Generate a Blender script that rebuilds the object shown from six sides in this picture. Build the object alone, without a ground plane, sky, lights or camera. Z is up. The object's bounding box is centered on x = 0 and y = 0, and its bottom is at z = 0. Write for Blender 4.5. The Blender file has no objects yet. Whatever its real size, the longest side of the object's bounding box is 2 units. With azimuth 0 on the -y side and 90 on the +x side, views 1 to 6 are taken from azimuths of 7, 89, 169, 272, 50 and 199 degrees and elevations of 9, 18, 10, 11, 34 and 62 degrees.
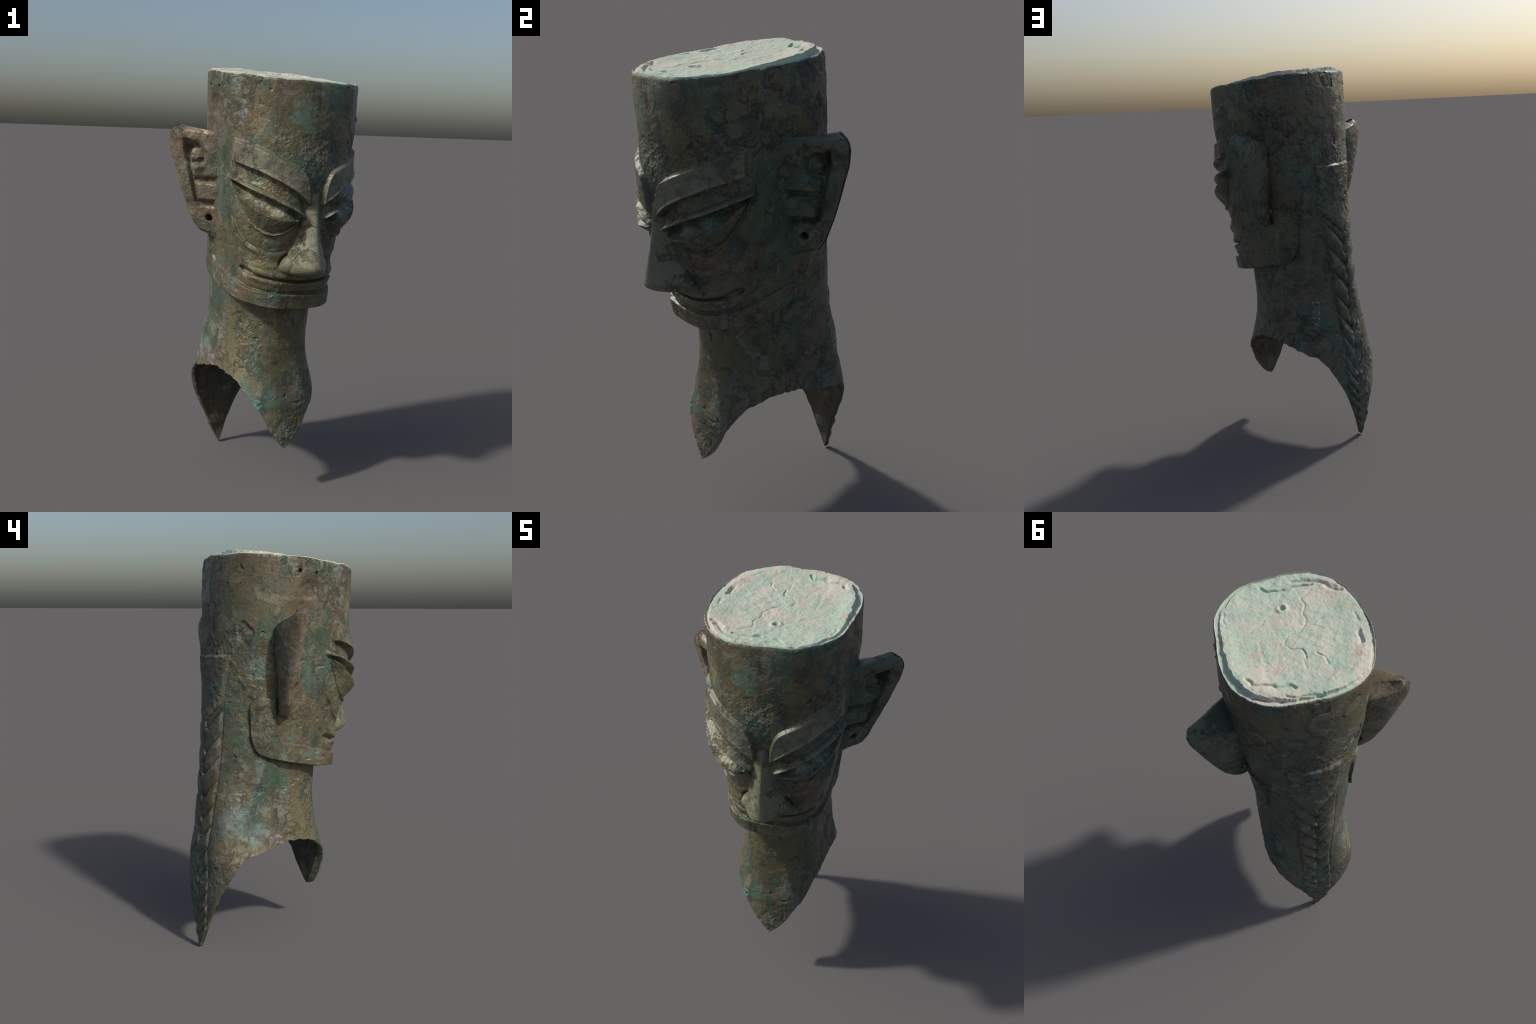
# Ancient cast-bronze head: cylinder-like skull, mask-like face, plaited braid down the back,
# wing-like ears, neck cut into a front and a back point.
import bpy, math
import numpy as np
from mathutils import Vector

# ------------------------------------------------------------------ frame
AZ, LEAN = math.radians(34.0), math.radians(2.0)
FWD = np.array([math.sin(AZ), -math.cos(AZ), 0.0])
LEFT0 = np.array([math.cos(AZ), math.sin(AZ), 0.0])
LEFT = LEFT0 * math.cos(LEAN) - np.array([0, 0, 1.0]) * math.sin(LEAN)
UP = np.array([0, 0, 1.0]) * math.cos(LEAN) + LEFT0 * math.sin(LEAN)
BASIS = np.stack([FWD, LEFT, UP])          # local (front, left, up) -> world
def to_world(p):
    return np.asarray(p) @ BASIS + np.array([0, 0, Z_SHIFT])
Z_SHIFT = 0.0

# ------------------------------------------------------------------ helpers
def sstep(x, a, b):
    t = np.clip((x - a) / (b - a), 0, 1)
    return t * t * (3 - 2 * t)
def spline(kx, ky, x):
    kx = np.asarray(kx, float); ky = np.asarray(ky, float)
    x = np.clip(x, kx[0], kx[-1])
    m = np.gradient(ky, kx)
    i = np.clip(np.searchsorted(kx, x) - 1, 0, len(kx) - 2)
    h = kx[i + 1] - kx[i]; t = (x - kx[i]) / h
    return ((2*t**3 - 3*t*t + 1) * ky[i] + (t**3 - 2*t*t + t) * h * m[i]
            + (-2*t**3 + 3*t*t) * ky[i + 1] + (t**3 - t*t) * h * m[i + 1])
def lin(pairs, x):
    p = np.array(pairs, float)
    return np.interp(x, p[:, 0], p[:, 1])
def gauss(x, s):
    return np.exp(-(x / s) ** 2)
def _hash(ix, iy, iz, seed):
    n = (ix * 374761393 + iy * 668265263 + iz * 1274126177 + seed * 974634777) & 0xFFFFFFFF
    n = ((n ^ (n >> 13)) * 1274126177) & 0xFFFFFFFF
    n = (n ^ (n >> 16)) & 0xFFFF
    return n.astype(np.float32) / 65535.0
def vnoise(p, scale, seed=0):
    q = p.reshape(-1, 3) * scale + 100.0
    i = np.floor(q).astype(np.int64); f = (q - i).astype(np.float32); f = f * f * (3 - 2 * f)
    out = 0
    for dx in (0, 1):
        wx = f[:, 0] if dx else 1 - f[:, 0]
        for dy in (0, 1):
            wy = f[:, 1] if dy else 1 - f[:, 1]
            for dz in (0, 1):
                wz = f[:, 2] if dz else 1 - f[:, 2]
                out = out + wx * wy * wz * _hash(i[:, 0] + dx, i[:, 1] + dy, i[:, 2] + dz, seed)
    return (out * 2 - 1).reshape(p.shape[:-1])
def fbm(p, scale, octaves=4, seed=0, gain=0.5):
    v, a, s = 0, 1.0, 0.0
    for o in range(octaves):
        v = v + a * vnoise(p, scale * 2.03 ** o, seed + o * 17); s += a; a *= gain
    return v / s
def seg_dist(x, y, pts):
    """distance to a polyline"""
    d = np.full(x.shape, 9.0)
    for (ax, ay), (bx, by) in zip(pts[:-1], pts[1:]):
        vx, vy = bx - ax, by - ay
        t = np.clip(((x - ax) * vx + (y - ay) * vy) / (vx * vx + vy * vy), 0, 1)
        d = np.minimum(d, np.hypot(x - ax - t * vx, y - ay - t * vy))
    return d

# ------------------------------------------------------------------ base sections
def LC(h):
    return lin([(0, .000), (.5, -.001), (.8, -.005), (.95, -.010), (1.2, -.012), (1.5, -.013), (1.7, -.015), (1.98, -.025)], h)
def center_f(h):
    return -0.08 + 0.12 * sstep(h, 0.62, 0.88)
def superellipse(th, c0, fr, ba, w, n, nb):
    c, s = np.cos(th), np.sin(th)
    n = nb + (n - nb) * sstep(c, -.35, .35)
    a = np.where(c > 0, fr - c0, ba + c0)
    return (np.abs(c / a) ** n + np.abs(s / w) ** n) ** (-1 / n)
HEAD_H = [.80, .90, 1.0, 1.2, 1.35, 1.5, 1.7, 1.85, 1.98]
HEAD_FRONT = [.310, .314, .328, .377, .416, .433, .448, .446, .430]
HEAD_BACK = [.385, .380, .372, .357, .343, .334, .326, .312, .293]
HEAD_WIDE = [.218, .224, .232, .260, .288, .310, .326, .326, .326]
HEAD_POW = [2.9, 2.9, 2.85, 2.6, 2.45, 2.28, 2.15, 2.3, 2.55]
HEAD_POW_BACK = [2.5, 2.4, 2.3, 2.1, 2.05, 2.1, 2.2, 2.35, 2.55]
# the crown is not quite round: (degrees, metres)
CROWN_DENT = [(-180, -.004), (-150, -.002), (-118, -.008), (-90, .002), (-60, .0), (-40, .0), (-30, .0), (-20, -.007), (-10, -.014), (0, -.021),
              (10, -.022), (20, -.014), (32, -.010), (45, -.001), (55, .005), (65, .0), (75, -.005), (85, .004), (95, .007), (125, .012),
              (145, .006), (160, -.003), (180, -.004)]
# the mask of the face is turned a little towards the right cheek
FACE_DENT = [(-105, 0), (-82, -.004), (-62, .000), (-45, .002), (-20, .003), (0, 0), (20, -.002), (40, -.011), (55, -.010), (75, 0)]
def r_head(th, h):
    r = superellipse(th, center_f(h), spline(HEAD_H, HEAD_FRONT, h), spline(HEAD_H, HEAD_BACK, h),
                     spline(HEAD_H, HEAD_WIDE, h), spline(HEAD_H, HEAD_POW, h), spline(HEAD_H, HEAD_POW_BACK, h))
    deg = np.degrees(th); t = np.abs(deg)
    r = r - .013 * sstep(t, 62, 80) * (1 - sstep(t, 104, 122)) * sstep(h, 1.32, 1.46) * (1 - sstep(h, 1.66, 1.80))
    r = r + BULGE(deg, h) + lin(FACE_DENT, deg) * sstep(h, 1.05, 1.2) * (1 - sstep(h, 1.60, 1.72))
    return r + lin(CROWN_DENT, deg) * sstep(h, 1.48, 1.68)
def BULGE(deg, h):
    # the left back of skull and neck is fuller than the right
    right = .010 * sstep(-deg, 118, 134) * (1 - sstep(-deg, 150, 164)) * sstep(h, .58, .70) * (1 - sstep(h, 1.0, 1.2))
    return right + .018 * sstep(deg, 108, 128) * (1 - sstep(deg, 152, 168)) * sstep(h, .58, .74) * (1 - sstep(h, 1.52, 1.68))
NECK_H = [-.02, .15, .30, .42, .52, .65, .80, .95, 1.15]
NECK_FRONT = [.306, .300, .288, .275, .258, .241, .238, .248, .28]
NECK_BACK = [.436, .434, .428, .420, .417, .395, .386, .375, .36]
NECK_WIDE = [.33, .32, .30, .276, .236, .208, .194, .204, .24]
NECK_POW = [2.4, 2.6, 2.8, 2.9, 2.8, 2.5, 2.18, 2.05, 2.2]
NECK_POW_BACK = [2.4, 2.6, 2.8, 3.0, 3.2, 3.2, 2.9, 2.5, 2.3]
def r_neck(th, h):
    return superellipse(th, center_f(h), spline(NECK_H, NECK_FRONT, h), spline(NECK_H, NECK_BACK, h),
                        spline(NECK_H, NECK_WIDE, h), spline(NECK_H, NECK_POW, h), spline(NECK_H, NECK_POW_BACK, h)) + BULGE(np.degrees(th), h)
# lower edge of the cast: two points (front, back) and two arches
EDGE = [(-180, .003), (-170, .095), (-160, .222), (-148, .350), (-139, .440), (-130, .492), (-112, .522), (-90, .54), (-60, .55),
        (-40, .522), (-30, .465), (-20, .39), (-12, .31), (-5, .25), (0, .222), (5, .25), (12, .31), (20, .39), (30, .465), (40, .522),
        (60, .55), (90, .54), (112, .522), (130, .497), (141, .482), (150, .425), (158, .345), (166.5, .245), (174, .132), (180, .003)]
def edge_h(th):
    t = np.abs(np.degrees(th))
    base = lin(EDGE, np.degrees(th))
    p = np.stack([np.cos(th) * .3, np.sin(th) * .3, 0 * th], -1)
    rag = fbm(p, 14, 4, 91) * .012 + np.abs(vnoise(p, 45, 5)) * .006
    fade = sstep(t, 0, 10) * sstep(180 - t, 0, 8)
    return base + (rag - .001) * fade
def rim_h(f, l):
    return 1.955 - .090 * f + .003 * l

# ------------------------------------------------------------------ face curves, (degrees from the nose, height)
BROW_TOP = [(0, 1.545), (11, 1.535), (17, 1.556), (28, 1.588), (39, 1.616), (50, 1.634), (62, 1.650)]
BROW_IN = [(1.36, 4.3), (1.43, 4.8), (1.47, 5.8), (1.50, 7.2), (1.52, 9.0), (1.537, 11.5), (1.56, 14)]
BROW_BOT = [(4, 1.378), (15, 1.440), (26, 1.480), (38, 1.515), (51, 1.539), (62, 1.556)]
LID = [(5, 1.322), (7, 1.327), (12, 1.350), (20, 1.377), (28, 1.402), (40, 1.432), (52, 1.459), (60, 1.474), (68, 1.490)]
LOWER = [(7, 1.322), (9, 1.318), (15, 1.282), (20, 1.256), (27, 1.243), (33, 1.248), (40, 1.268), (47, 1.30),
         (53, 1.345), (59, 1.405), (65, 1.470), (68, 1.488)]
CREST = [(9, 1.320), (12, 1.308), (17, 1.314), (26, 1.317), (32, 1.330), (39, 1.357), (48, 1.390), (55, 1.427), (65, 1.476)]
FOLD = [(0, 1.19), (8, 1.19), (15, 1.178), (25, 1.160), (39, 1.160), (50, 1.185), (57, 1.23), (63, 1.277), (67, 1.32)]
MOUTH = [(0, 1.026), (22, 1.034), (36, 1.046), (45, 1.056), (57, 1.072)]
JAW_TOP = [(0, .964), (20, .966), (32, .970), (50, .987), (62, 1.004), (75, 1.016), (90, 1.034), (112, 1.054), (125, 1.066)]
JAW_BOT = [(0, .896), (20, .899), (35, .907), (45, .913), (60, .920), (75, .930), (90, .942), (105, .955), (119, .971),
           (128, .985), (134, 1.000), (138, 1.015), (141, 1.045), (143, 1.10), (144, 1.2)]
NOSE_F = [(1.054, .33), (1.060, .405), (1.067, .440), (1.075, .465), (1.085, .485), (1.096, .497), (1.108, .502), (1.12, .499), (1.15, .492), (1.25, .466), (1.32, .453),
          (1.38, .445), (1.45, .433), (1.52, .425), (1.60, .42)]
NOSE_W = [(1.05, .098), (1.08, .104), (1.12, .100), (1.18, .080), (1.25, .060), (1.32, .046), (1.38, .036), (1.45, .045), (1.55, .055)]
BRAID_W = [(0, .055), (.2, .075), (.35, .078), (.45, .072), (.53, .070), (.6, .069), (.72, .076), (.82, .086), (.95, .09),
           (1.1, .097), (1.27, .10), (1.38, .115), (1.5, .137)]
PLAIT_L = [1.33, 1.20, 1.073, .949, .814, .703, .584, .476, .405, .335, .275, .215, .16, .105, .05, 0, -.05, -.1, -.15]
PLAIT_R = [1.36, 1.235, 1.114, 1.001, .878, .752, .648, .535, .445, .375, .310, .25, .19, .135, .08, .03, -.02, -.07, -.12]

def lateral_parts(th, h):
    """radius of the outer surface and region labels"""
    t = np.abs(np.degrees(th))
    c0 = center_f(h)
    rh, rn = r_head(th, h), r_neck(th, h)
    jb = lin(JAW_BOT, t)
    # head over neck: crisp step under the jaw, soft blend at the back of the skull
    crisp = sstep(h, jb - .006, jb + .004)
    soft = sstep(h, .72, 1.08)
    k = sstep(t, 112, 140)
    w = crisp * (1 - k) + soft * k
    r = rn * (1 - w) + rh * w
    lat = r * np.sin(th)
    d = np.zeros_like(r)
    # --- jaw band and the plate behind it
    e = .006
    jt = lin(JAW_TOP, t)
    tin = lin([(1.04, 110), (1.06, 115), (1.09, 119.5), (1.13, 121), (1.3, 121.5)], h)
    arc = .0058
    band = sstep(h, jb - e * .5, jb + e * .5) * (1 - sstep(h, jt - e * .3, jt + e)) * (1 - sstep(t, 138, 144.5))
    # rounded top back corner of the plate
    dx = np.maximum(t - 136, 0) * arc; dy = np.maximum(h - 1.24, 0)
    corner = np.hypot(dx, dy)
    plate = (1 - sstep(corner, .040, .047)) * sstep((t - tin) * arc, -.004, .004) * sstep(h, jb - e * .5, jb + e * .5)
    jaw = np.maximum(band, plate)
    d += band * (1 - plate) * (.019 - .005 * sstep(t, 50, 90)) + plate * .017
    groove = sstep(t, 100, 125) * gauss(np.where(t < 143, h - jb + .012, 9), .010) * (1 - sstep(t, 138, 142))
    d -= groove * .008
    # --- brow
    bt, bb, bi = lin(BROW_TOP, t), lin(BROW_BOT, t), lin(BROW_IN, h)
    brow = (1 - sstep(h, bt - .010, bt + .008)) * sstep(h, bb - .005, bb + .004) * sstep((t - bi) * .0066, -.004, .006) \
        * (1 - sstep(t, 60.5, 62.5))
    d += brow * (1 - .15 * sstep(t, 40, 60)) * (.021 + .007 * np.clip((bt - h) / np.maximum(bt - bb, .02), 0, 1))
    # --- eye
    lid, lo, cr = lin(LID, t), lin(LOWER, t), lin(CREST, t)
    open_ = np.maximum(lid - lo, 1e-4)
    cr = np.clip(cr, lo + .25 * open_, lo + .8 * open_)
    side = (1 - sstep(t, 63, 68))
    inner = sstep(t, 4.5, 9)
    socket = sstep(h, lid, lid + .010) * (1 - sstep(h, bb - .004, bb + .003)) * (1 - sstep(t, 58, 66)) * inner
    d -= socket * (.001 + .012 * np.clip((h - lid) / np.maximum(bb - lid, .01), 0, 1))
    amp = .041 * np.clip(open_ / .10, 0, 1) * (1 - .25 * sstep(t, 42, 58))
    up = np.clip((h - cr) / np.maximum(lid - cr, 1e-4), 0, 1)
    dn = np.clip((cr - h) / np.maximum(cr - lo, 1e-4), 0, 1)
    ball = np.where(h >= cr, amp - (amp + .034) * up ** .60, amp * (1 - dn ** 1.35) - .012 * dn)
    eye = sstep(h, lo - .002, lo + .003) * (1 - sstep(h, lid - .009, lid - .004)) * sstep(t, 8, 12) * (1 - sstep(t, 62, 66))
    d += eye * ball
    lidr = np.where(h > lid, gauss(h - lid, .014), gauss(h - lid, .0065)) * sstep(t, 5, 8) * (1 - sstep(t, 65, 70))
    d += lidr * .030
    lowr = gauss(h - lo + .003, .006) * sstep(t, 9, 13) * (1 - sstep(t, 62, 67))
    d += lowr * .015
    # the whole eye field stands forward of the cheek
    d += .012 * sstep(h, 1.15, 1.22) * (1 - sstep(h, bb - .01, bb + .02)) * sstep(t, 5, 12) * (1 - sstep(t, 58, 70))
    # hollow under the eye, with the cheek fold around it
    fo = lin(FOLD, t)
    hollow = sstep(h, fo - .004, fo + .018) * (1 - sstep(h, lo - .002, lo + .002)) * (1 - sstep(t, 60, 66)) * sstep(t, 6, 12)
    d -= hollow * .009 * (1 - .4 * (1 - sstep(t, 15, 40)))
    d += gauss(h - fo + .004, .010) * sstep(t, 32, 46) * (1 - sstep(t, 62, 68)) * .010
    d -= gauss(h - fo, .008) * sstep(t, 12, 18) * (1 - sstep(t, 30, 42)) * .005
    # --- nose
    nf, nw = lin(NOSE_F, h), lin(NOSE_W, h)
    prot = np.maximum(nf - spline(HEAD_H, HEAD_FRONT, h), 0) * (1 - sstep(h, 1.45, 1.56))
    q = np.abs(lat) / nw
    soft = .02 + .10 * (1 - sstep(h, 1.10, 1.24))
    ridge = np.sqrt(q * q + soft) - np.sqrt(soft)
    tri = np.clip(1 - ridge / (np.sqrt(1 + soft) - np.sqrt(soft)), 0, 1)
    flat0 = sstep(h, 1.050 + .16 * np.abs(lat), 1.062 + .20 * np.abs(lat))
    nose_d = prot * tri ** .95 * (t < 90) * (1 - (1 - flat0) * (h < 1.15))
    wing = .062 * np.clip(1 - ((np.abs(lat) - .060) / .050) ** 2 - ((h - 1.106) / .052) ** 2, 0, 1) ** .55 * (t < 60)
    we = ((np.abs(lat) - .060) / .050) ** 2 + ((h - 1.106) / .052) ** 2
    d = d - .012 * gauss(we - 1.15, .22) * sstep(h, 1.09, 1.11) * sstep(np.abs(lat), .03, .05) * (t < 60)
    flat = sstep(h, 1.058 + .10 * np.abs(lat), 1.070 + .12 * np.abs(lat))
    nose_d = np.maximum(nose_d, wing * flat)
    nose = (nose_d > .006) & (h < 1.47) & (h > 1.05) & (t < 30)
    blend = sstep(nose_d, 0, .015)
    d = d * (1 - blend * .9) + nose_d
    # --- mouth
    m = lin(MOUTH, t); mt = 1 - sstep(t, 56, 60)
    mw = .0032 + .010 * sstep(t, 40, 50) * (1 - sstep(t, 52, 59))
    nb = 1 - blend
    d -= gauss(h - m, mw * 1.5) * .024 * mt
    d += gauss(h - m - .018, .014) * .007 * mt * nb
    d += gauss(h - m + .017, .012) * .007 * (1 - sstep(t, 45, 49))
    d -= gauss(h - (jt + .012), .010) * .004 * (1 - sstep(t, 50, 58))
    d += .007 * sstep(h, jt + .004, jt + .018) * (1 - sstep(h, 1.09, 1.12)) * (1 - sstep(t, 46, 58)) * nb
    mouth = (np.abs(h - m + .002) < .034) & (t < 57) & (h > jt + .006) & ~nose
    # --- hair at the back
    x = lat - .002
    bw = lin(BRAID_W, h); ax = np.abs(x)
    back = (t > 125)
    inb = (1 - sstep(ax, bw - .014, bw + .008)) * back
    vline = 1.135 + .95 * ax + .03 * (x < 0)
    cap = inb * sstep(h, vline - .004, vline + .006) * (1 - sstep(h, 1.488, 1.500))
    sgn_zig = .010 * np.sin(2 * np.pi * np.interp(-h, [-v for v in PLAIT_L], np.arange(len(PLAIT_L))))
    leftside = x > sgn_zig
    ho = np.where(leftside, h + (bw - ax) * 1.3, h + (bw - ax) * 1.1)
    ph = np.where(leftside, np.interp(-ho, [-v for v in PLAIT_L], np.arange(len(PLAIT_L))),
                  np.interp(-ho, [-v for v in PLAIT_R], np.arange(len(PLAIT_R))))
    fr_ = ph - np.floor(ph)          # 0 top of a strand, 1 its lower groove
    strand = np.clip(np.sin(np.pi * fr_ ** .85), 0, 1) ** .5 * (.78 + .22 * fr_)
    mid = sstep(np.abs(x - sgn_zig), 0, .010)
    edgefall = 1 - .12 * (ax / bw) ** 4
    size = .6 + .4 * sstep(h, .30, .75)
    pl = (1 - sstep(ax, bw - .004, bw + .006)) * back * (1 - sstep(h, vline - .006, vline + .002))
    pl = pl * (.3 + .7 * sstep(vline - h, 0, .05))
    d += cap * .013
    d += pl * (size * (.026 * strand * (.85 + .15 * mid) * edgefall - .008))
    d -= gauss(ax - bw - .004, .006) * back * sstep(h, .45, .6) * (1 - sstep(h, 1.15, 1.25)) * .004
    braid = back & (ax < bw + .003) & (h < 1.496)
    masks = dict(jaw=jaw > .5, brow=brow > .15, eye=(eye > .5) & (t < 66), lid=((lidr > .45) | (lowr > .5)) & (t < 67) & (t > 7), nose=nose, mouth=mouth, braid=braid)
    return r, d, c0, masks

CRUST = 1.0
def grain(p, t_deg, h):
    """corrosion relief, in metres"""
    g = fbm(p, 7, 3, 3) * .0030
    rough = sstep(fbm(p, 5, 4, 40), -.05, .30)
    g += fbm(p, 55, 3, 8) * (.0008 + .0026 * rough)
    g += fbm(p, 160, 2, 23) * (.0004 + .0014 * rough)
    flake = fbm(p, 9, 5, 77)
    g += (sstep(flake, .05, .10) * .0022 - .0008) * (.4 + .6 * rough)
    pit = vnoise(p, 30, 61)
    g -= sstep(pit, .72, .90) * .004
    return g

# ------------------------------------------------------------------ the cast shell as one closed surface
NT = 960
TH = np.linspace(-np.pi, np.pi, NT, endpoint=False)
rows = []           # each: (points local (NT,3), kind)
def shell():
    eh = edge_h(TH)
    H0 = .60
    low = np.linspace(0, 1, 190) ** 1.0
    Hlow = eh[None, :] + (H0 - eh)[None, :] * low[:, None]
    Hup = np.linspace(H0, 1, 600)[1:]
    # top ends on the tilted rim
    rtop = r_head(TH, np.full(NT, 1.95))
    ht = rim_h(.04 + rtop * np.cos(TH), -.023 + rtop * np.sin(TH))
    q = np.stack([rtop * np.cos(TH), rtop * np.sin(TH), 0 * TH], -1)
    ht = ht + fbm(q, 12, 4, 19) * .007 - sstep(vnoise(q, 26, 2), .45, .8) * .006      # chipped rim
    s = np.linspace(0, 1, 640)[1:]
    Hupper = H0 + (ht - H0)[None, :] * s[:, None]
    H = np.vstack([Hlow, Hupper])
    T = np.broadcast_to(TH, H.shape)
    r, d, c0, masks = lateral_parts(T, H)
    P0 = np.stack([c0 + r * np.cos(T), LC(H) + r * np.sin(T), H], -1)
    g = grain(P0, np.abs(np.degrees(T)), H)
    t = np.abs(np.degrees(T))
    g = g * (1 - .6 * (masks['brow'] | masks['nose']))
    # two small casting holes near the rim, one dark sunk oval at the back
    for tc, hc, rad, dep in ((-101, 1.888, .011, .016), (-84, 1.880, .010, .016), (-1.0, 1.69, .008, .004), (12, 1.665, .007, .004)):
        g = g - dep * (1 - sstep(np.hypot((np.degrees(T) - tc) * .0057, H - hc), rad * .5, rad))
    oval = np.hypot((np.degrees(T) + 146) * .0060 / .045, (H - 1.60) / .055)
    g = g - .006 * (1 - sstep(oval + .2 * vnoise(P0, 30, 7), .8, 1.0))
    # scab of hard corrosion on the left temple
    scab = seg_dist(np.degrees(T) * .0057, H, [(54 * .0057, 1.775), (62 * .0057, 1.795), (66 * .0057, 1.822), (73 * .0057, 1.825)])
    g = g + .012 * gauss(scab, .014) * (0.6 + .8 * vnoise(P0, 60, 12))
    # sunken patches on the right temple
    dent = np.hypot((np.degrees(T) + 92) * .0057 / .07, (H - 1.80) / .05)
    g = g - .006 * (1 - sstep(dent, .5, 1.1))
    # rounded top edge
    top = sstep(H, ht - .022, ht + .0)
    d = d - .006 * top ** 3
    rr = r + d + g
    P = np.stack([c0 + rr * np.cos(T), LC(H) + rr * np.sin(T), H], -1)
    return P, masks, T, H, eh, ht

OUT, MASKS, TT, HH, EH, HT = shell()
n_out = OUT.shape[0]
# --- inner wall
WALL = .020
def inner_wall():
    s = np.linspace(0, 1, 90) ** 1.6
    Htop = 1.02
    H = EH[None, :] + .003 + (Htop - EH)[None, :] * s[:, None]
    T = np.broadcast_to(TH, H.shape)
    r = r_neck(T, H) - WALL - .004 * sstep(H, .5, .9) - .030 * (1 - sstep(np.abs(T), .25, .7)) * (1 - sstep(H, .36, .52))
    c0 = center_f(H)
    P0 = np.stack([c0 + r * np.cos(T), LC(H) + r * np.sin(T), H], -1)
    r = r + fbm(P0, 16, 4, 55) * .006
    # thin out the very points
    P = np.stack([c0 + r * np.cos(T), LC(H) + r * np.sin(T), H], -1)
    roof = []
    for k in np.linspace(.9, .02, 10):
        q = P[-1].copy(); q[:, :2] = q[:, :2].mean(0) + (q[:, :2] - q[:, :2].mean(0)) * k
        q[:, 2] += .10 * math.sqrt(1 - k * k); roof.append(q)
    return np.vstack([P, np.array(roof)])
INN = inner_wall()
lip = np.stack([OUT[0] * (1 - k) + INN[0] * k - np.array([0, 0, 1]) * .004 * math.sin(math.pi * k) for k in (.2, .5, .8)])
# --- clay-filled top
def lid_rows():
    edge = OUT[-1]
    cen = edge.mean(0)
    rho = np.r_[np.linspace(.995, .80, 70), np.linspace(.797, .03, 110)]
    P = cen + (edge - cen)[None] * rho[:, None, None]
    f, l = P[..., 0], P[..., 1]
    base = rim_h(f, l)
    ang = np.degrees(np.arctan2(l - cen[1], f - cen[0]))
    R = rho[:, None] + 0 * f
    rag = R + .030 * fbm(P, 16, 4, 31) + .012 * vnoise(P, 60, 3)
    # filling stands proud of the wall on the left and back, flush at the front right
    def off(a0):
        return (ang - a0 + 180) % 360 - 180
    lift = .005 + .012 * gauss(off(112), 55) + .012 * gauss(off(185), 45) + .006 * gauss(off(-70), 40)
    inner_edge = .965 - .055 * gauss(off(105), 38) - .02 * gauss(off(175), 30)
    on = 1 - sstep(rag, inner_edge - .012, inner_edge + .008)
    z = base - .009 + .006 * (1 - sstep(R, .84, .97)) * sstep(-f, -.15, .15) + .007 * sstep(-f, .10, .22) + lift * on * (.25 + .75 * sstep(R, .6, .93))
    z += fbm(P, 9, 3, 71) * .007 * on + fbm(P, 38, 3, 72) * .0028 + fbm(P, 110, 2, 73) * .0012
    # ring ledge and the open seam along it
    for line, dep, wid in LID_CRACKS:
        z -= dep * (.6 if dep < .008 else .85) * gauss(seg_dist(f + .006 * vnoise(P, 45, 14), l + .006 * vnoise(P, 45, 15), line), wid * .85)
    hole = np.hypot(f - .226, l + .013)
    z -= .012 * (1 - sstep(hole, .008, .016))
    z += .005 * gauss(hole - .02, .008)
    P = P.copy(); P[..., 2] = z
    return P
LID_CRACKS = [          # polylines on the top (front, left), depth, width
    ([(.292, -.159), (.266, -.109), (.259, -.103), (.226, -.109), (.171, -.086), (.131, -.098), (.074, -.05), (.07, -.025), (.073, .0),
      (.023, .025), (-.004, .003), (-.021, -.037), (-.065, -.045)], .0055, .0050),
    ([(-.004, .003), (-.021, -.037), (-.065, -.045)], .005, .006),
    ([(-.058, -.089), (-.08, -.113), (-.123, -.118)], .007, .006),
    ([(.21, .018), (.2, .049), (.162, .089), (.148, .127), (.13, .158), (.128, .18)], .0045, .006),
    ([(.119, -.091), (.119, -.12), (.132, -.177)], .003, .004),
    ([(.366, .047), (.34, .028), (.334, -.009), (.324, -.053), (.335, -.085), (.334, -.128), (.324, -.171)], .014, .006),
    ([(.364, -.089), (.356, -.142), (.332, -.204), (.299, -.233), (.258, -.272)], .014, .011),
    ([(.012, -.285), (-.019, -.28), (-.05, -.278)], .016, .010),
    ([(.112, -.299), (.068, -.298)], .007, .008), ([(.094, -.343), (.038, -.343)], .010, .006),
    ([(-.116, .216), (-.15, .204), (-.16, .168), (-.166, .13), (-.189, .113), (-.191, .086), (-.187, .058), (-.21, .041)], .015, .008),
    ([(-.207, .21), (-.239, .148), (-.253, .102)], .010, .006), ([(-.247, .089), (-.257, .053), (-.262, -.004), (-.266, -.052)], .010, .006),
    ([(.254, .229), (.229, .24), (.206, .239)], .006, .008), ([(-.081, -.027), (-.123, -.03)], .004, .007),
    ([(.067, .118), (.002, .129), (-.05, .12)], .004, .010),
]
LIDP = lid_rows()

ALL = np.vstack([INN[::-1], lip[::-1], OUT, LIDP])
NI, NL, NO, ND = len(INN), len(lip), n_out, len(LIDP)
NR = len(ALL)
V = ALL.reshape(-1, 3)
# two pole vertices
V = np.vstack([V, ALL[0].mean(0)[None], ALL[-1].mean(0)[None]])
idx = np.arange(NR * NT).reshape(NR, NT)
a = idx[:-1]; b = np.roll(idx, -1, 1)[:-1]; c = np.roll(idx, -1, 1)[1:]; dd = idx[1:]
QUADS = np.stack([a, b, c, dd], -1).reshape(-1, 4)
W = to_world(V)
Z_SHIFT = -W[:, 2].min(); W[:, 2] += Z_SHIFT
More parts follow.
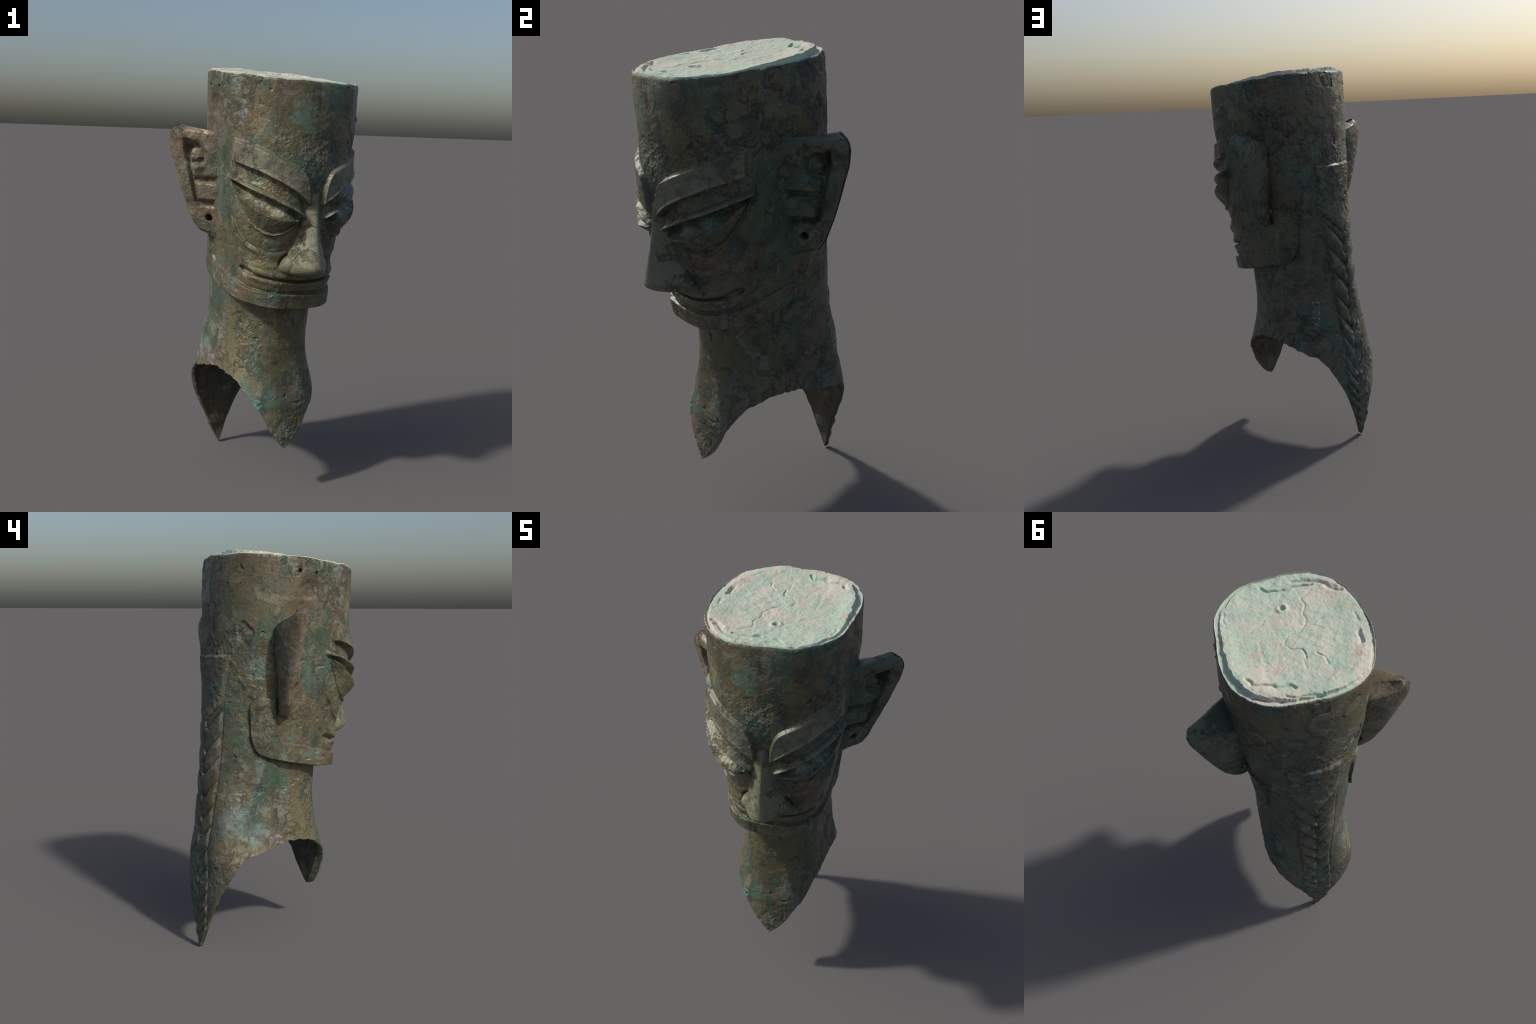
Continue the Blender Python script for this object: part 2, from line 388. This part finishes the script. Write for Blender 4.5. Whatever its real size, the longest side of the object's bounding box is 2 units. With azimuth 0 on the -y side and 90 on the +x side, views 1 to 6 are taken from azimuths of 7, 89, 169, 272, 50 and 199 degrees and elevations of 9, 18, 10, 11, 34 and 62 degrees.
# whole-surface normals
def vertex_normals(W, Q, caps):
    n = np.zeros_like(W)
    fn = np.cross(W[Q[:, 2]] - W[Q[:, 0]], W[Q[:, 3]] - W[Q[:, 1]])
    for k in range(4):
        for ax in range(3):
            n[:, ax] += np.bincount(Q[:, k], weights=fn[:, ax], minlength=len(W))
    for tri in caps:
        f = np.cross(W[tri[:, 1]] - W[tri[:, 0]], W[tri[:, 2]] - W[tri[:, 0]])
        for k in range(3):
            for ax in range(3):
                n[:, ax] += np.bincount(tri[:, k], weights=f[:, ax], minlength=len(W))
    return n / np.maximum(np.linalg.norm(n, axis=1, keepdims=True), 1e-12)
p0, p1 = NR * NT, NR * NT + 1
nxt = np.roll(np.arange(NT), -1)
CAP0 = np.stack([np.full(NT, p0), idx[0][nxt], idx[0]], -1)
CAP1 = np.stack([np.full(NT, p1), idx[-1], idx[-1][nxt]], -1)
NORM = vertex_normals(W, QUADS, (CAP0, CAP1))

# labels per quad
lab = np.zeros((NR, NT), int)        # per vertex row
NAMES = ['head', 'neck', 'jaw', 'eyebrow', 'eye', 'nose', 'mouth', 'braid', 'crown_filling', 'neck_cavity', 'eyelid']
o0 = NI + NL
jbv = lin(JAW_BOT, np.abs(np.degrees(TT)))
L_ = np.zeros(OUT.shape[:2], int)
L_[HH < np.where(np.abs(np.degrees(TT)) > 140, 1.015, jbv)] = 1
for key, val in (('mouth', 6), ('jaw', 2), ('brow', 3), ('eye', 4), ('lid', 10), ('nose', 5), ('braid', 7)):
    L_[MASKS[key]] = val
lab[o0:o0 + NO] = L_
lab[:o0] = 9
lab[o0 - 1:o0] = 1
lab[o0 + NO - 3:] = 8
QL = lab[:-1].reshape(-1)
side = np.broadcast_to(np.where(TH > 0, 1, 0), (NR - 1, NT)).reshape(-1)

# ------------------------------------------------------------------ materials
def make_material(name, build):
    m = bpy.data.materials.new(name); m.use_nodes = True
    nt = m.node_tree; nt.nodes.clear()
    build(nt)
    return m
class G:
    """tiny node-graph helper"""
    def __init__(s, nt):
        s.nt = nt
        s.co = s.node('ShaderNodeTexCoord').outputs['Object']
    def node(s, kind, **kw):
        n = s.nt.nodes.new(kind)
        for k, v in kw.items(): setattr(n, k, v)
        return n
    def put(s, sock, v):
        if hasattr(v, 'links') or hasattr(v, 'is_linked'): s.nt.links.new(v, sock)
        else: sock.default_value = v
    def noise(s, scale, detail=4, rough=.55, dist=0, co=None, off=(0, 0, 0), out='Fac', stretch=None):
        mp = s.node('ShaderNodeMapping'); mp.inputs['Location'].default_value = off
        if stretch: mp.inputs['Scale'].default_value = stretch
        s.put(mp.inputs['Vector'], co or s.co)
        n = s.node('ShaderNodeTexNoise')
        s.put(n.inputs['Vector'], mp.outputs['Vector'])
        n.inputs['Scale'].default_value = scale; n.inputs['Detail'].default_value = detail
        n.inputs['Roughness'].default_value = rough; n.inputs['Distortion'].default_value = dist
        return n.outputs[out]
    def voronoi(s, scale, feature='F1', off=(0, 0, 0)):
        mp = s.node('ShaderNodeMapping'); mp.inputs['Location'].default_value = off
        s.put(mp.inputs['Vector'], s.co)
        n = s.node('ShaderNodeTexVoronoi', feature=feature); s.put(n.inputs['Vector'], mp.outputs['Vector'])
        n.inputs['Scale'].default_value = scale
        return n.outputs['Distance']
    def math(s, op, a, b=0.0, clamp=False):
        n = s.node('ShaderNodeMath', operation=op, use_clamp=clamp)
        s.put(n.inputs[0], a); s.put(n.inputs[1], b)
        return n.outputs[0]
    def ramp(s, x, lo, hi):
        n = s.node('ShaderNodeMapRange', interpolation_type='SMOOTHSTEP')
        s.put(n.inputs['Value'], x)
        n.inputs['From Min'].default_value = lo; n.inputs['From Max'].default_value = hi
        return n.outputs[0]
    def mix(s, fac, a, b):
        n = s.node('ShaderNodeMix', data_type='RGBA')
        s.put(n.inputs[0], fac)
        for sock, v in ((n.inputs[6], a), (n.inputs[7], b)):
            if isinstance(v, tuple): sock.default_value = (*v, 1)
            else: s.put(sock, v)
        return n.outputs[2]
def on_surface(deg, h):
    th = np.array([math.radians(deg)]); hh = np.array([h])
    r, d, c0, _ = lateral_parts(th, hh)
    rr = r + d
    return tuple(to_world(np.array([c0[0] + rr[0] * math.cos(th[0]), LC(h) + rr[0] * math.sin(th[0]), h])))

def lin_rgb(r, g, b):
    f = lambda v: (v / 255 / 12.92) if v / 255 <= .04045 else ((v / 255 + .055) / 1.055) ** 2.4
    return (f(r), f(g), f(b))

# colour fields (corrosion, bar the painted eye highlights): (degrees, height), radii, sRGB, strength
FIELDS = [
    ((180, 1.25), (.26, .26, .50), (70, 86, 78), .55), ((180, .35), (.17, .17, .33), (74, 108, 102), .60),
    ((-11, 1.775), (.055, .045, .060), (96, 138, 114), .85), ((-8, 1.715), (.03, .03, .04), (96, 138, 114), .7),
    ((-60, 1.895), (.035, .035, .045), (132, 154, 150), .7), ((-54, 1.775), (.025, .025, .050), (126, 152, 150), .65),
    ((-66, 1.80), (.04, .04, .03), (60, 80, 80), .6),
    ((-42, 1.715), (.050, .050, .070), (154, 126, 74), .8), ((-82, 1.70), (.050, .050, .090), (122, 114, 94), .75),
    ((-92, 1.855), (.055, .055, .050), (62, 58, 44), .8), ((-28, 1.74), (.050, .050, .140), (98, 84, 46), .65),
    ((18, 1.640), (.050, .050, .050), (86, 64, 54), .6), ((28, 1.852), (.05, .05, .07), (54, 82, 64), .6),
    ((106, 1.905), (.045, .045, .055), (50, 80, 68), .9), ((98, 1.840), (.045, .05, .035), (50, 80, 68), .9),
    ((110, 1.785), (.045, .045, .05), (50, 80, 68), .9), ((66, 1.740), (.05, .05, .045), (48, 74, 64), .85),
    ((48, 1.845), (.04, .04, .08), (54, 80, 64), .7), ((85, 1.70), (.09, .12, .08), (98, 84, 70), .6),
    ((-25, 1.435), (.090, .090, .035), (122, 92, 50), .6), ((-28, 1.21), (.085, .085, .035), (112, 104, 58), .6),
    ((-25, 1.095), (.10, .10, .045), (130, 114, 62), .6), ((30, 1.16), (.11, .11, .09), (112, 80, 56), .55),
    ((25, 1.42), (.10, .10, .04), (100, 72, 52), .5),
    ((-24, 1.345), (.035, .035, .020), (180, 170, 140), .8), ((-36, 1.368), (.035, .035, .022), (184, 174, 144), .8),  # cream blobs lighten the upper eyeball facets where sun and sky catch them
    ((-48, 1.405), (.03, .03, .018), (176, 168, 140), .7), ((26, 1.345), (.04, .04, .02), (146, 148, 132), .7), ((40, 1.375), (.035, .035, .022), (128, 150, 140), .7),
    ((-80, 1.25), (.09, .09, .25), (92, 86, 74), .5),
    ((-100, 1.085), (.035, .035, .035), (84, 126, 108), .6), ((-72, .985), (.05, .05, .03), (112, 138, 130), .45),
    ((-58, 1.06), (.025, .025, .03), (112, 138, 130), .45),
    ((-10, .31), (.075, .075, .085), (156, 134, 100), .6), ((-24, .44), (.022, .022, .055), (112, 184, 168), .85),
    ((-13, .45), (.035, .035, .05), (84, 138, 102), .75), ((22, .40), (.04, .04, .07), (84, 112, 118), .6),
    ((0, .72), (.12, .12, .16), (80, 84, 54), .6), ((-4, .80), (.05, .05, .03), (116, 84, 48), .6),
    ((12, .62), (.05, .05, .04), (110, 84, 50), .5), ((-2, .50), (.03, .03, .03), (100, 72, 54), .7),
    ((-30, .62), (.035, .035, .07), (96, 128, 118), .55),
    ((-146, .68), (.085, .085, .075), (108, 146, 144), .7), ((-126, .61), (.085, .085, .055), (112, 150, 150), .65),
    ((-138, .93), (.022, .022, .055), (112, 156, 154), .75), ((-155, .80), (.04, .04, .10), (118, 108, 84), .6),
    ((-96, .565), (.05, .05, .025), (172, 174, 170), .6), ((-118, .585), (.03, .03, .022), (106, 72, 74), .85),
    ((-133, .66), (.016, .016, .04), (100, 70, 68), .7), ((-108, .72), (.05, .05, .09), (78, 66, 58), .6),
    ((-78, .64), (.04, .04, .07), (134, 122, 84), .6), ((-88, .68), (.02, .02, .06), (116, 148, 148), .5),
    ((-137, 1.44), (.05, .05, .06), (108, 146, 140), .6), ((-140, 1.76), (.09, .09, .09), (106, 98, 62), .6),
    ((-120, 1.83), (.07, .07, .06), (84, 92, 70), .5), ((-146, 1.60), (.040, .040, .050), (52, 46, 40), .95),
    ((-150, 1.36), (.04, .04, .08), (104, 102, 66), .5),
    ((143, .73), (.030, .030, .090), (46, 74, 62), .95), ((110, .70), (.09, .09, .16), (92, 80, 72), .5),
    ((120, .53), (.07, .07, .04), (96, 130, 132), .5), ((150, 1.45), (.04, .04, .10), (88, 112, 104), .5),
]
def bronze(nt, fields=(), tint=None, tint_amount=0.0):
    g = G(nt)
    olive, brown, green = lin_rgb(99, 95, 67), lin_rgb(100, 88, 67), lin_rgb(70, 90, 72)
    crust, teal, dark = lin_rgb(134, 127, 109), lin_rgb(98, 128, 118), lin_rgb(50, 48, 40)
    n1 = g.noise(4.0, 5, .6, .5, stretch=(1, 1, .55)); n2 = g.noise(6.5, 6, .62, .6, off=(3, 1, 5), stretch=(1, 1, .6))
    n3 = g.noise(10, 9, .72, .3, off=(7, 2, 1)); n4 = g.noise(70, 6, .7, off=(1, 8, 3))
    n5 = g.noise(22, 8, .75, .2, off=(2, 9, 6))
    col = g.mix(g.ramp(n1, .42, .58), olive, brown)
    col = g.mix(g.ramp(n2, .47, .62), col, green)
    wob = [g.noise(13, 8, .70, off=(5, 5, 0)), g.noise(17, 8, .70, off=(0, 6, 9)), g.noise(24, 8, .72, off=(8, 0, 4))]
    broken = g.math('ADD', .45, g.math('MULTIPLY', g.ramp(g.noise(38, 8, .75, off=(6, 1, 1)), .58, .44), .55))
    if tint: col = g.mix(tint_amount, col, lin_rgb(*tint))
    for i, (pos, radii, rgb, strength) in enumerate(fields):
        d = g.node('ShaderNodeVectorMath', operation='SUBTRACT'); g.put(d.inputs[0], g.co); d.inputs[1].default_value = on_surface(*pos)
        q = g.node('ShaderNodeVectorMath', operation='DIVIDE'); g.put(q.inputs[0], d.outputs[0]); q.inputs[1].default_value = radii
        ln = g.node('ShaderNodeVectorMath', operation='LENGTH'); g.put(ln.inputs[0], q.outputs[0])
        v = g.math('ADD', ln.outputs['Value'], g.math('MULTIPLY', g.math('SUBTRACT', wob[i % 3], .5), 4.0))
        soft = .5 if max(radii) > .15 else .28
        grey = sum(rgb) / 3
        rgb = tuple(grey + (c - grey) * .72 - 4 for c in rgb)
        patch = g.math('MULTIPLY', g.ramp(v, 1 + soft, 1 - soft), strength)
        col = g.mix(g.math('MULTIPLY', patch, broken), col, lin_rgb(*rgb))
    cm = g.ramp(n3, .50, .585)                                   # gritty grey crust
    col = g.mix(g.math('MULTIPLY', cm, .5), col, crust)
    tm = g.math('MULTIPLY', g.ramp(g.noise(34, 8, .72, .2, off=(11, 4, 2)), .55, .62), g.ramp(g.noise(5, 4, .6, off=(2, 6, 8)), .46, .60))
    col = g.mix(g.math('MULTIPLY', tm, .55), col, teal)
    col = g.mix(g.math('MULTIPLY', g.ramp(n5, .56, .66), .7), col, dark)
    shade = g.ramp(g.noise(8, 7, .68, .4, off=(4, 12, 3)), .50, .64)
    col = g.mix(g.math('MULTIPLY', shade, .48), col, lin_rgb(44, 54, 46))
    streak = g.ramp(g.noise(15, 6, .65, .3, off=(1, 1, 14), stretch=(1, 1, .22)), .54, .66)
    col = g.mix(g.math('MULTIPLY', streak, .26), col, lin_rgb(92, 128, 118))
    val = g.node('ShaderNodeHueSaturation'); g.put(val.inputs['Color'], col)
    g.put(val.inputs['Value'], g.math('ADD', .50, g.math('MULTIPLY', n4, .9)))
    bs = g.node('ShaderNodeBsdfPrincipled')
    g.put(bs.inputs['Base Color'], val.outputs[0])
    g.put(bs.inputs['Roughness'], g.math('ADD', .36, g.math('MULTIPLY', cm, .30)))
    bs.inputs['Metallic'].default_value = .08
    bs.inputs['Specular IOR Level'].default_value = .5
    b1 = g.node('ShaderNodeBump'); b1.inputs['Strength'].default_value = 1.0; b1.inputs['Distance'].default_value = .0055
    fine = g.math('MULTIPLY', g.noise(150, 5, .7, off=(4, 4, 4)), g.math('ADD', .35, g.math('MULTIPLY', cm, .9)))
    hgt = g.math('ADD', fine, g.math('MULTIPLY', cm, .45))
    zone = g.ramp(g.noise(5, 4, .6, off=(9, 3, 7)), .40, .60)
    hgt = g.math('ADD', g.math('MULTIPLY', hgt, g.math('ADD', .35, g.math('MULTIPLY', zone, .65))), g.math('MULTIPLY', n5, .22))
    g.put(b1.inputs['Height'], hgt)
    g.put(bs.inputs['Normal'], b1.outputs[0])
    out = g.node('ShaderNodeOutputMaterial'); g.put(out.inputs['Surface'], bs.outputs[0])

def clay(nt):
    g = G(nt)
    pale, mint, tan = lin_rgb(187, 183, 169), lin_rgb(168, 183, 166), lin_rgb(184, 174, 156)
    n1 = g.noise(5, 5, .6, .6, off=(2, 0, 0)); n2 = g.noise(14, 6, .65, off=(0, 4, 0)); n4 = g.noise(60, 5, .65)
    col = g.mix(g.ramp(n1, .42, .58), pale, mint)
    col = g.mix(g.ramp(n2, .52, .68), col, tan)
    val = g.node('ShaderNodeHueSaturation'); g.put(val.inputs['Color'], col)
    g.put(val.inputs['Value'], g.math('ADD', .8, g.math('MULTIPLY', n4, .4)))
    bs = g.node('ShaderNodeBsdfPrincipled'); g.put(bs.inputs['Base Color'], val.outputs[0])
    bs.inputs['Roughness'].default_value = .85; bs.inputs['Specular IOR Level'].default_value = .2
    b1 = g.node('ShaderNodeBump'); b1.inputs['Strength'].default_value = .4; b1.inputs['Distance'].default_value = .003
    g.put(b1.inputs['Height'], g.noise(90, 6, .65)); g.put(bs.inputs['Normal'], b1.outputs[0])
    out = g.node('ShaderNodeOutputMaterial'); g.put(out.inputs['Surface'], bs.outputs[0])

def ink(nt):
    g = G(nt)
    bs = g.node('ShaderNodeBsdfPrincipled'); bs.inputs['Base Color'].default_value = (*lin_rgb(150, 176, 160), 1)
    bs.inputs['Roughness'].default_value = .7
    out = g.node('ShaderNodeOutputMaterial'); g.put(out.inputs['Surface'], bs.outputs[0])

MAT_BRONZE = make_material('corroded_bronze', lambda nt: bronze(nt, FIELDS))
MAT_BROW = make_material('grey_crusted_bronze', lambda nt: bronze(nt, (), (118, 113, 97), .5))
MAT_LID = make_material('highlight_tinted_bronze', lambda nt: bronze(nt, (), (138, 131, 110), .6))  # tint raised to paint the bright lit line along the lid ridges
MAT_NOSE = make_material('pale_green_bronze', lambda nt: bronze(nt, (), (124, 126, 102), .6))
MAT_EAR = make_material('tan_crusted_bronze', lambda nt: bronze(nt, (), (130, 117, 97), .55))
MAT_EAR_DARK = make_material('dark_green_bronze', lambda nt: bronze(nt, (), (84, 96, 84), .5))
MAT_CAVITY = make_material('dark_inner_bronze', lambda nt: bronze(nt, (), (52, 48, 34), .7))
MAT_CLAY = make_material('pale_clay_filling', clay)
MAT_INK = make_material('painted_label', ink)

# ------------------------------------------------------------------ objects
root = bpy.data.objects.new('bronze_head', None)
bpy.context.scene.collection.objects.link(root)
root['label'] = 'ancient corroded green bronze head with braid and wing-like ears'
root['category'] = 'bronze statue'

def add_mesh(name, verts, quads, tris, normals, mat, parent=root):
    me = bpy.data.meshes.new(name)
    nv, nq, nt_ = len(verts), len(quads), len(tris)
    me.vertices.add(nv); me.vertices.foreach_set('co', np.ascontiguousarray(verts, np.float32).ravel())
    loops = np.concatenate([quads.ravel(), tris.ravel()]).astype(np.int32)
    me.loops.add(len(loops)); me.loops.foreach_set('vertex_index', loops)
    me.polygons.add(nq + nt_)
    start = np.concatenate([np.arange(nq) * 4, nq * 4 + np.arange(nt_) * 3]).astype(np.int32)
    me.polygons.foreach_set('loop_start', start)
    me.update(calc_edges=True); me.validate()
    me.polygons.foreach_set('use_smooth', np.ones(len(me.polygons), bool))
    if normals is not None:
        me.normals_split_custom_set_from_vertices(normals.astype(np.float32).tolist())
    me.materials.append(mat)
    ob = bpy.data.objects.new(name, me)
    bpy.context.scene.collection.objects.link(ob)
    ob.parent = parent
    return ob
def cut(name, sel, tri, mat, parent=root):
    q = QUADS[sel]
    used = np.unique(np.concatenate([q.ravel(), tri.ravel()]))
    remap = np.full(len(W), -1); remap[used] = np.arange(len(used))
    return add_mesh(name, W[used], remap[q], remap[tri], NORM[used], mat, parent)
NOTRI = np.zeros((0, 3), int)
for k, nm in enumerate(NAMES):
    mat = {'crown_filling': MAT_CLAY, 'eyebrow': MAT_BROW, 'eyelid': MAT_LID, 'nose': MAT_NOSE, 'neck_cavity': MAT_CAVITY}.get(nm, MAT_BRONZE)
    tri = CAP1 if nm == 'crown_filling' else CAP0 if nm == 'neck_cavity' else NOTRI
    if nm in ('eyebrow', 'eye', 'eyelid'):
        for sd in (0, 1):
            cut(nm, (QL == k) & (side == sd), NOTRI, mat)
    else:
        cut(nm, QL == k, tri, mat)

# ------------------------------------------------------------------ ears
EAR_RIM = [(1.17, .300), (1.195, .315), (1.215, .342), (1.262, .374), (1.337, .405), (1.387, .425), (1.441, .446), (1.515, .472), (1.574, .494), (1.64, .507), (1.665, .503), (1.684, .490), (1.70, .462), (1.72, .44)]
EAR_RIM_F = [(1.17, -.083), (1.215, -.092), (1.262, -.103), (1.35, -.111), (1.60, -.109), (1.70, -.100)]
EAR_FRONT = [(1.17, 104), (1.19, 103), (1.47, 94), (1.66, 89), (1.72, 88)]
EAR_BACK = [(1.17, 111), (1.25, 115), (1.35, 119), (1.5, 123), (1.62, 122), (1.70, 117)]
def surf_point(deg, h, inset, sign):
    th = np.radians(deg)
    r = r_head(th, h) - inset
    return np.stack([center_f(h) + r * np.cos(th), r * np.sin(th) + sign * (LC(h) - .004)], -1)
def build_ear(sign):
    NU1, NU2, NUr, NVv = 120, 70, 14, 230
    cap = 14
    vv = np.linspace(0, 1, NVv)
    # top and bottom heights at front attach, rim and back attach
    hb = dict(A=1.178, R=1.213, C=1.19); ht = dict(A=1.672, R=1.700, C=1.630)
    pts = []
    u1 = np.linspace(0, 1, NU1); u2 = np.linspace(0, 1, NU2)[1:]
    path_s = np.r_[u1, 1 + u2]                      # 0..1 front panel, 1..2 back
    s1 = np.clip(path_s, 0, 1); s2 = np.clip(path_s - 1, 0, 1)
    bot = np.where(path_s <= 1, hb['A'] + (hb['R'] - hb['A']) * s1 ** 2, hb['R'] + (hb['C'] - hb['R']) * s2)
    top = np.where(path_s <= 1, ht['A'] + (ht['R'] - ht['A']) * s1 ** .8, ht['R'] + (ht['C'] - ht['R']) * s2)
    Hh = bot[None] + (top - bot)[None] * vv[:, None]
    A = surf_point(lin(EAR_FRONT, Hh), Hh, .014, sign)
    C = surf_point(lin(EAR_BACK, Hh), Hh, .018, sign)
    R = np.stack([lin(EAR_RIM_F, Hh), lin(EAR_RIM, Hh) + (.006 if sign < 0 else .002)], -1)
    S1 = np.broadcast_to(s1, Hh.shape)[..., None]; S2 = np.broadcast_to(s2, Hh.shape)[..., None]
    nrm = np.stack([(R - A)[..., 1], -(R - A)[..., 0]], -1); nrm /= np.linalg.norm(nrm, axis=-1, keepdims=True)
    front = A + (R - A) * S1
    thick = .030
    R1 = R - nrm * .014
    # thick rounded back: from the rim out and round to the skull
    c1 = R1 - nrm * .040 + (R1 - A) * .03
    c2 = R1 * .40 + C * .60 - nrm * .044
    backp = R1 * (1 - S2) ** 3 + 3 * c1 * S2 * (1 - S2) ** 2 + 3 * c2 * S2 ** 2 * (1 - S2) + C * S2 ** 3
    isf = (np.broadcast_to(path_s, Hh.shape) <= 1)[..., None]
    XY = np.where(isf, front, backp)
    # carved relief on the front panel: s across, h up
    wloc = np.linalg.norm(R - A, axis=-1)
    Aref = surf_point(lin(EAR_FRONT, Hh), Hh, .014, -1)
    wref = np.linalg.norm(R - Aref, axis=-1)
    s = 1 - (1 - np.broadcast_to(s1, Hh.shape)) * wloc / wref        # measured back from the rim
    xm = s * wref
    rel = np.zeros_like(Hh)
    tl = top[None] - Hh                              # distance below top edge
    border = np.maximum(1 - sstep(tl, .050, .062), sstep(s, .70, .76))
    inside = 1 - border
    inside = inside * sstep(Hh, 1.335, 1.347)
    chan = gauss(s - .635, .055) * inside            # channel inside the rim
    rel -= .018 * chan
    cx, ch = .115, 1.570                             # scroll
    rr = np.hypot(xm - cx, Hh - ch)
    an = np.degrees(np.arctan2(Hh - ch, xm - cx))
    ringm = 1 - sstep(an, -75, -55) * (1 - sstep(an, -5, 15))
    rel -= .018 * gauss(rr - .040, .013) * np.maximum(ringm, .15)
    rel -= .014 * (1 - sstep(rr, .020, .042)) * (Hh > ch - .012)
    rel -= .014 * sstep(s, .36, .46) * (1 - sstep(s, .66, .72)) * gauss(Hh - 1.603, .022)
    rel += .010 * gauss(np.hypot((xm - cx) / 1.3, Hh - 1.512), .026)
    rel -= .022 * gauss(Hh - 1.452, .013) * (1 - sstep(s, .56, .62))
    rel -= .022 * gauss(Hh - 1.341, .013) * (1 - sstep(s, .56, .64))
    rel += .007 * (1 - sstep(s, .48, .58)) * sstep(Hh, 1.35, 1.365) * (1 - sstep(Hh, 1.425, 1.44))
    rel -= .060 * (1 - sstep(np.hypot(xm - .052, Hh - 1.273), .011, .019))
    rel -= .014 * sstep(s, .9, 1.0) ** 2 + .010 * (1 - sstep(tl, 0, .02))
    rel -= .006 * (1 - sstep(Hh - bot[None], 0, .02))
    if sign > 0:
        rel = rel * 1.5 + .006 * (1 - sstep(s, .0, .6))
    XY = XY + np.where(isf, nrm * rel[..., None], 0)
    # hole seen from the back
    bx = np.hypot((S2[..., 0] - .72) * .16, Hh - 1.275)
    XY = XY + np.where(isf, 0, nrm * (.045 * (1 - sstep(bx, .008, .016)))[..., None])
    # soft rounding near top and bottom for the back
    tb = top[None] - Hh
    P = np.stack([XY[..., 0], sign * XY[..., 1], Hh], -1)
    # caps
    def capper(row, up):
        out = []
        mid = (row[0] + row[-1]) / 2
        A0, C0, Rm = row[0], row[-1], row[NU1 - 1]
        for kk in np.linspace(0, 1, cap)[1:]:
            tgt = A0 + (C0 - A0) * np.linspace(0, 1, len(row))[:, None]
            spine = mid + (Rm - mid) * ((1 - np.abs(path_s - 1)) * .93)[:, None]
            q = row + (spine - row) * kk
            q[:, 2] += up * .005 * math.sin(kk * math.pi / 2)
            out.append(q)
        return np.array(out)
    P = np.vstack([capper(P[0], -1)[::-1], P, capper(P[-1], 1)])
    P[..., 1] += .004
    seed = 400 if sign > 0 else 300
    nz = fbm(P, 45, 4, seed) * (.0022 if sign > 0 else .0032) + fbm(P, 9, 2, seed + 5) * .003
    P[..., 0] += nz; P[..., 1] += sign * nz
    nr, ncol = P.shape[:2]
    ix = np.arange(nr * ncol).reshape(nr, ncol)
    q = np.stack([ix[:-1, :-1], ix[:-1, 1:], ix[1:, 1:], ix[1:, :-1]], -1).reshape(-1, 4)
    if sign > 0: q = q[:, ::-1]
    return add_mesh('ear', to_world(P.reshape(-1, 3)), q, NOTRI, None, MAT_EAR if sign < 0 else MAT_EAR_DARK)
for sg in (-1, 1):
    e_ = build_ear(sg)

# ------------------------------------------------------------------ inventory number painted on the neck, reading upwards
def neck_text():
    size, h0 = .040, .655
    pieces = []
    x = 0.0
    for ch, scale, circled in (('K', 1, False), ('2', 1, False), ('2', .62, True), (':', 1, False), ('1', 1, False), ('2', 1, False)):
        cu = bpy.data.curves.new('label_glyph', 'FONT'); cu.body = ch; cu.size = size * scale; cu.extrude = 0; cu.offset = -.0004
        ob = bpy.data.objects.new('label_glyph', cu); bpy.context.scene.collection.objects.link(ob)
        dg = bpy.context.evaluated_depsgraph_get(); me = bpy.data.meshes.new_from_object(ob.evaluated_get(dg))
        co = np.array([v.co[:] for v in me.vertices]); fa = [list(p.vertices) for p in me.polygons]
        bpy.data.objects.remove(ob)
        w = co[:, 0].max() - co[:, 0].min()
        co[:, 0] -= co[:, 0].min()
        if circled:
            co[:, 0] += .009; co[:, 1] += .006
            k = np.linspace(0, 2 * np.pi, 32, endpoint=False)
            cx, cy = .009 + w / 2, .006 + co[:, 1].max() / 2 - .003
            ring = np.concatenate([np.stack([cx + rr * np.cos(k), cy + rr * np.sin(k), 0 * k], -1) for rr in (.0150, .0126)])
            base = len(co); co = np.vstack([co, ring])
            fa += [[base + i, base + (i + 1) % 32, base + 32 + (i + 1) % 32, base + 32 + i] for i in range(32)]
            w = .030
        co[:, 0] += x; x += w + .007
        pieces.append((co, fa))
    vs, fs = [], []
    for co, fa in pieces:
        b0 = sum(len(v) for v in vs); vs.append(co); fs += [[i + b0 for i in f] for f in fa]
    co = np.vstack(vs)
    h = h0 + co[:, 0]
    rmid = .28
    th = np.arctan2(.165, -.293 - center_f(h)) - (co[:, 1] - size * .35) / rmid
    r, d, c0, _ = lateral_parts(th, h)
    P0 = np.stack([c0 + r * np.cos(th), LC(h) + r * np.sin(th), h], -1)
    rr = r + d + grain(P0, np.degrees(th), h) + .0022
    P = np.stack([c0 + rr * np.cos(th), LC(h) + rr * np.sin(th), h], -1)
    me = bpy.data.meshes.new('inventory_number'); me.from_pydata(to_world(P).tolist(), [], fs); me.update()
    me.materials.append(MAT_INK)
    ob = bpy.data.objects.new('inventory_number', me); bpy.context.scene.collection.objects.link(ob); ob.parent = root
neck_text()
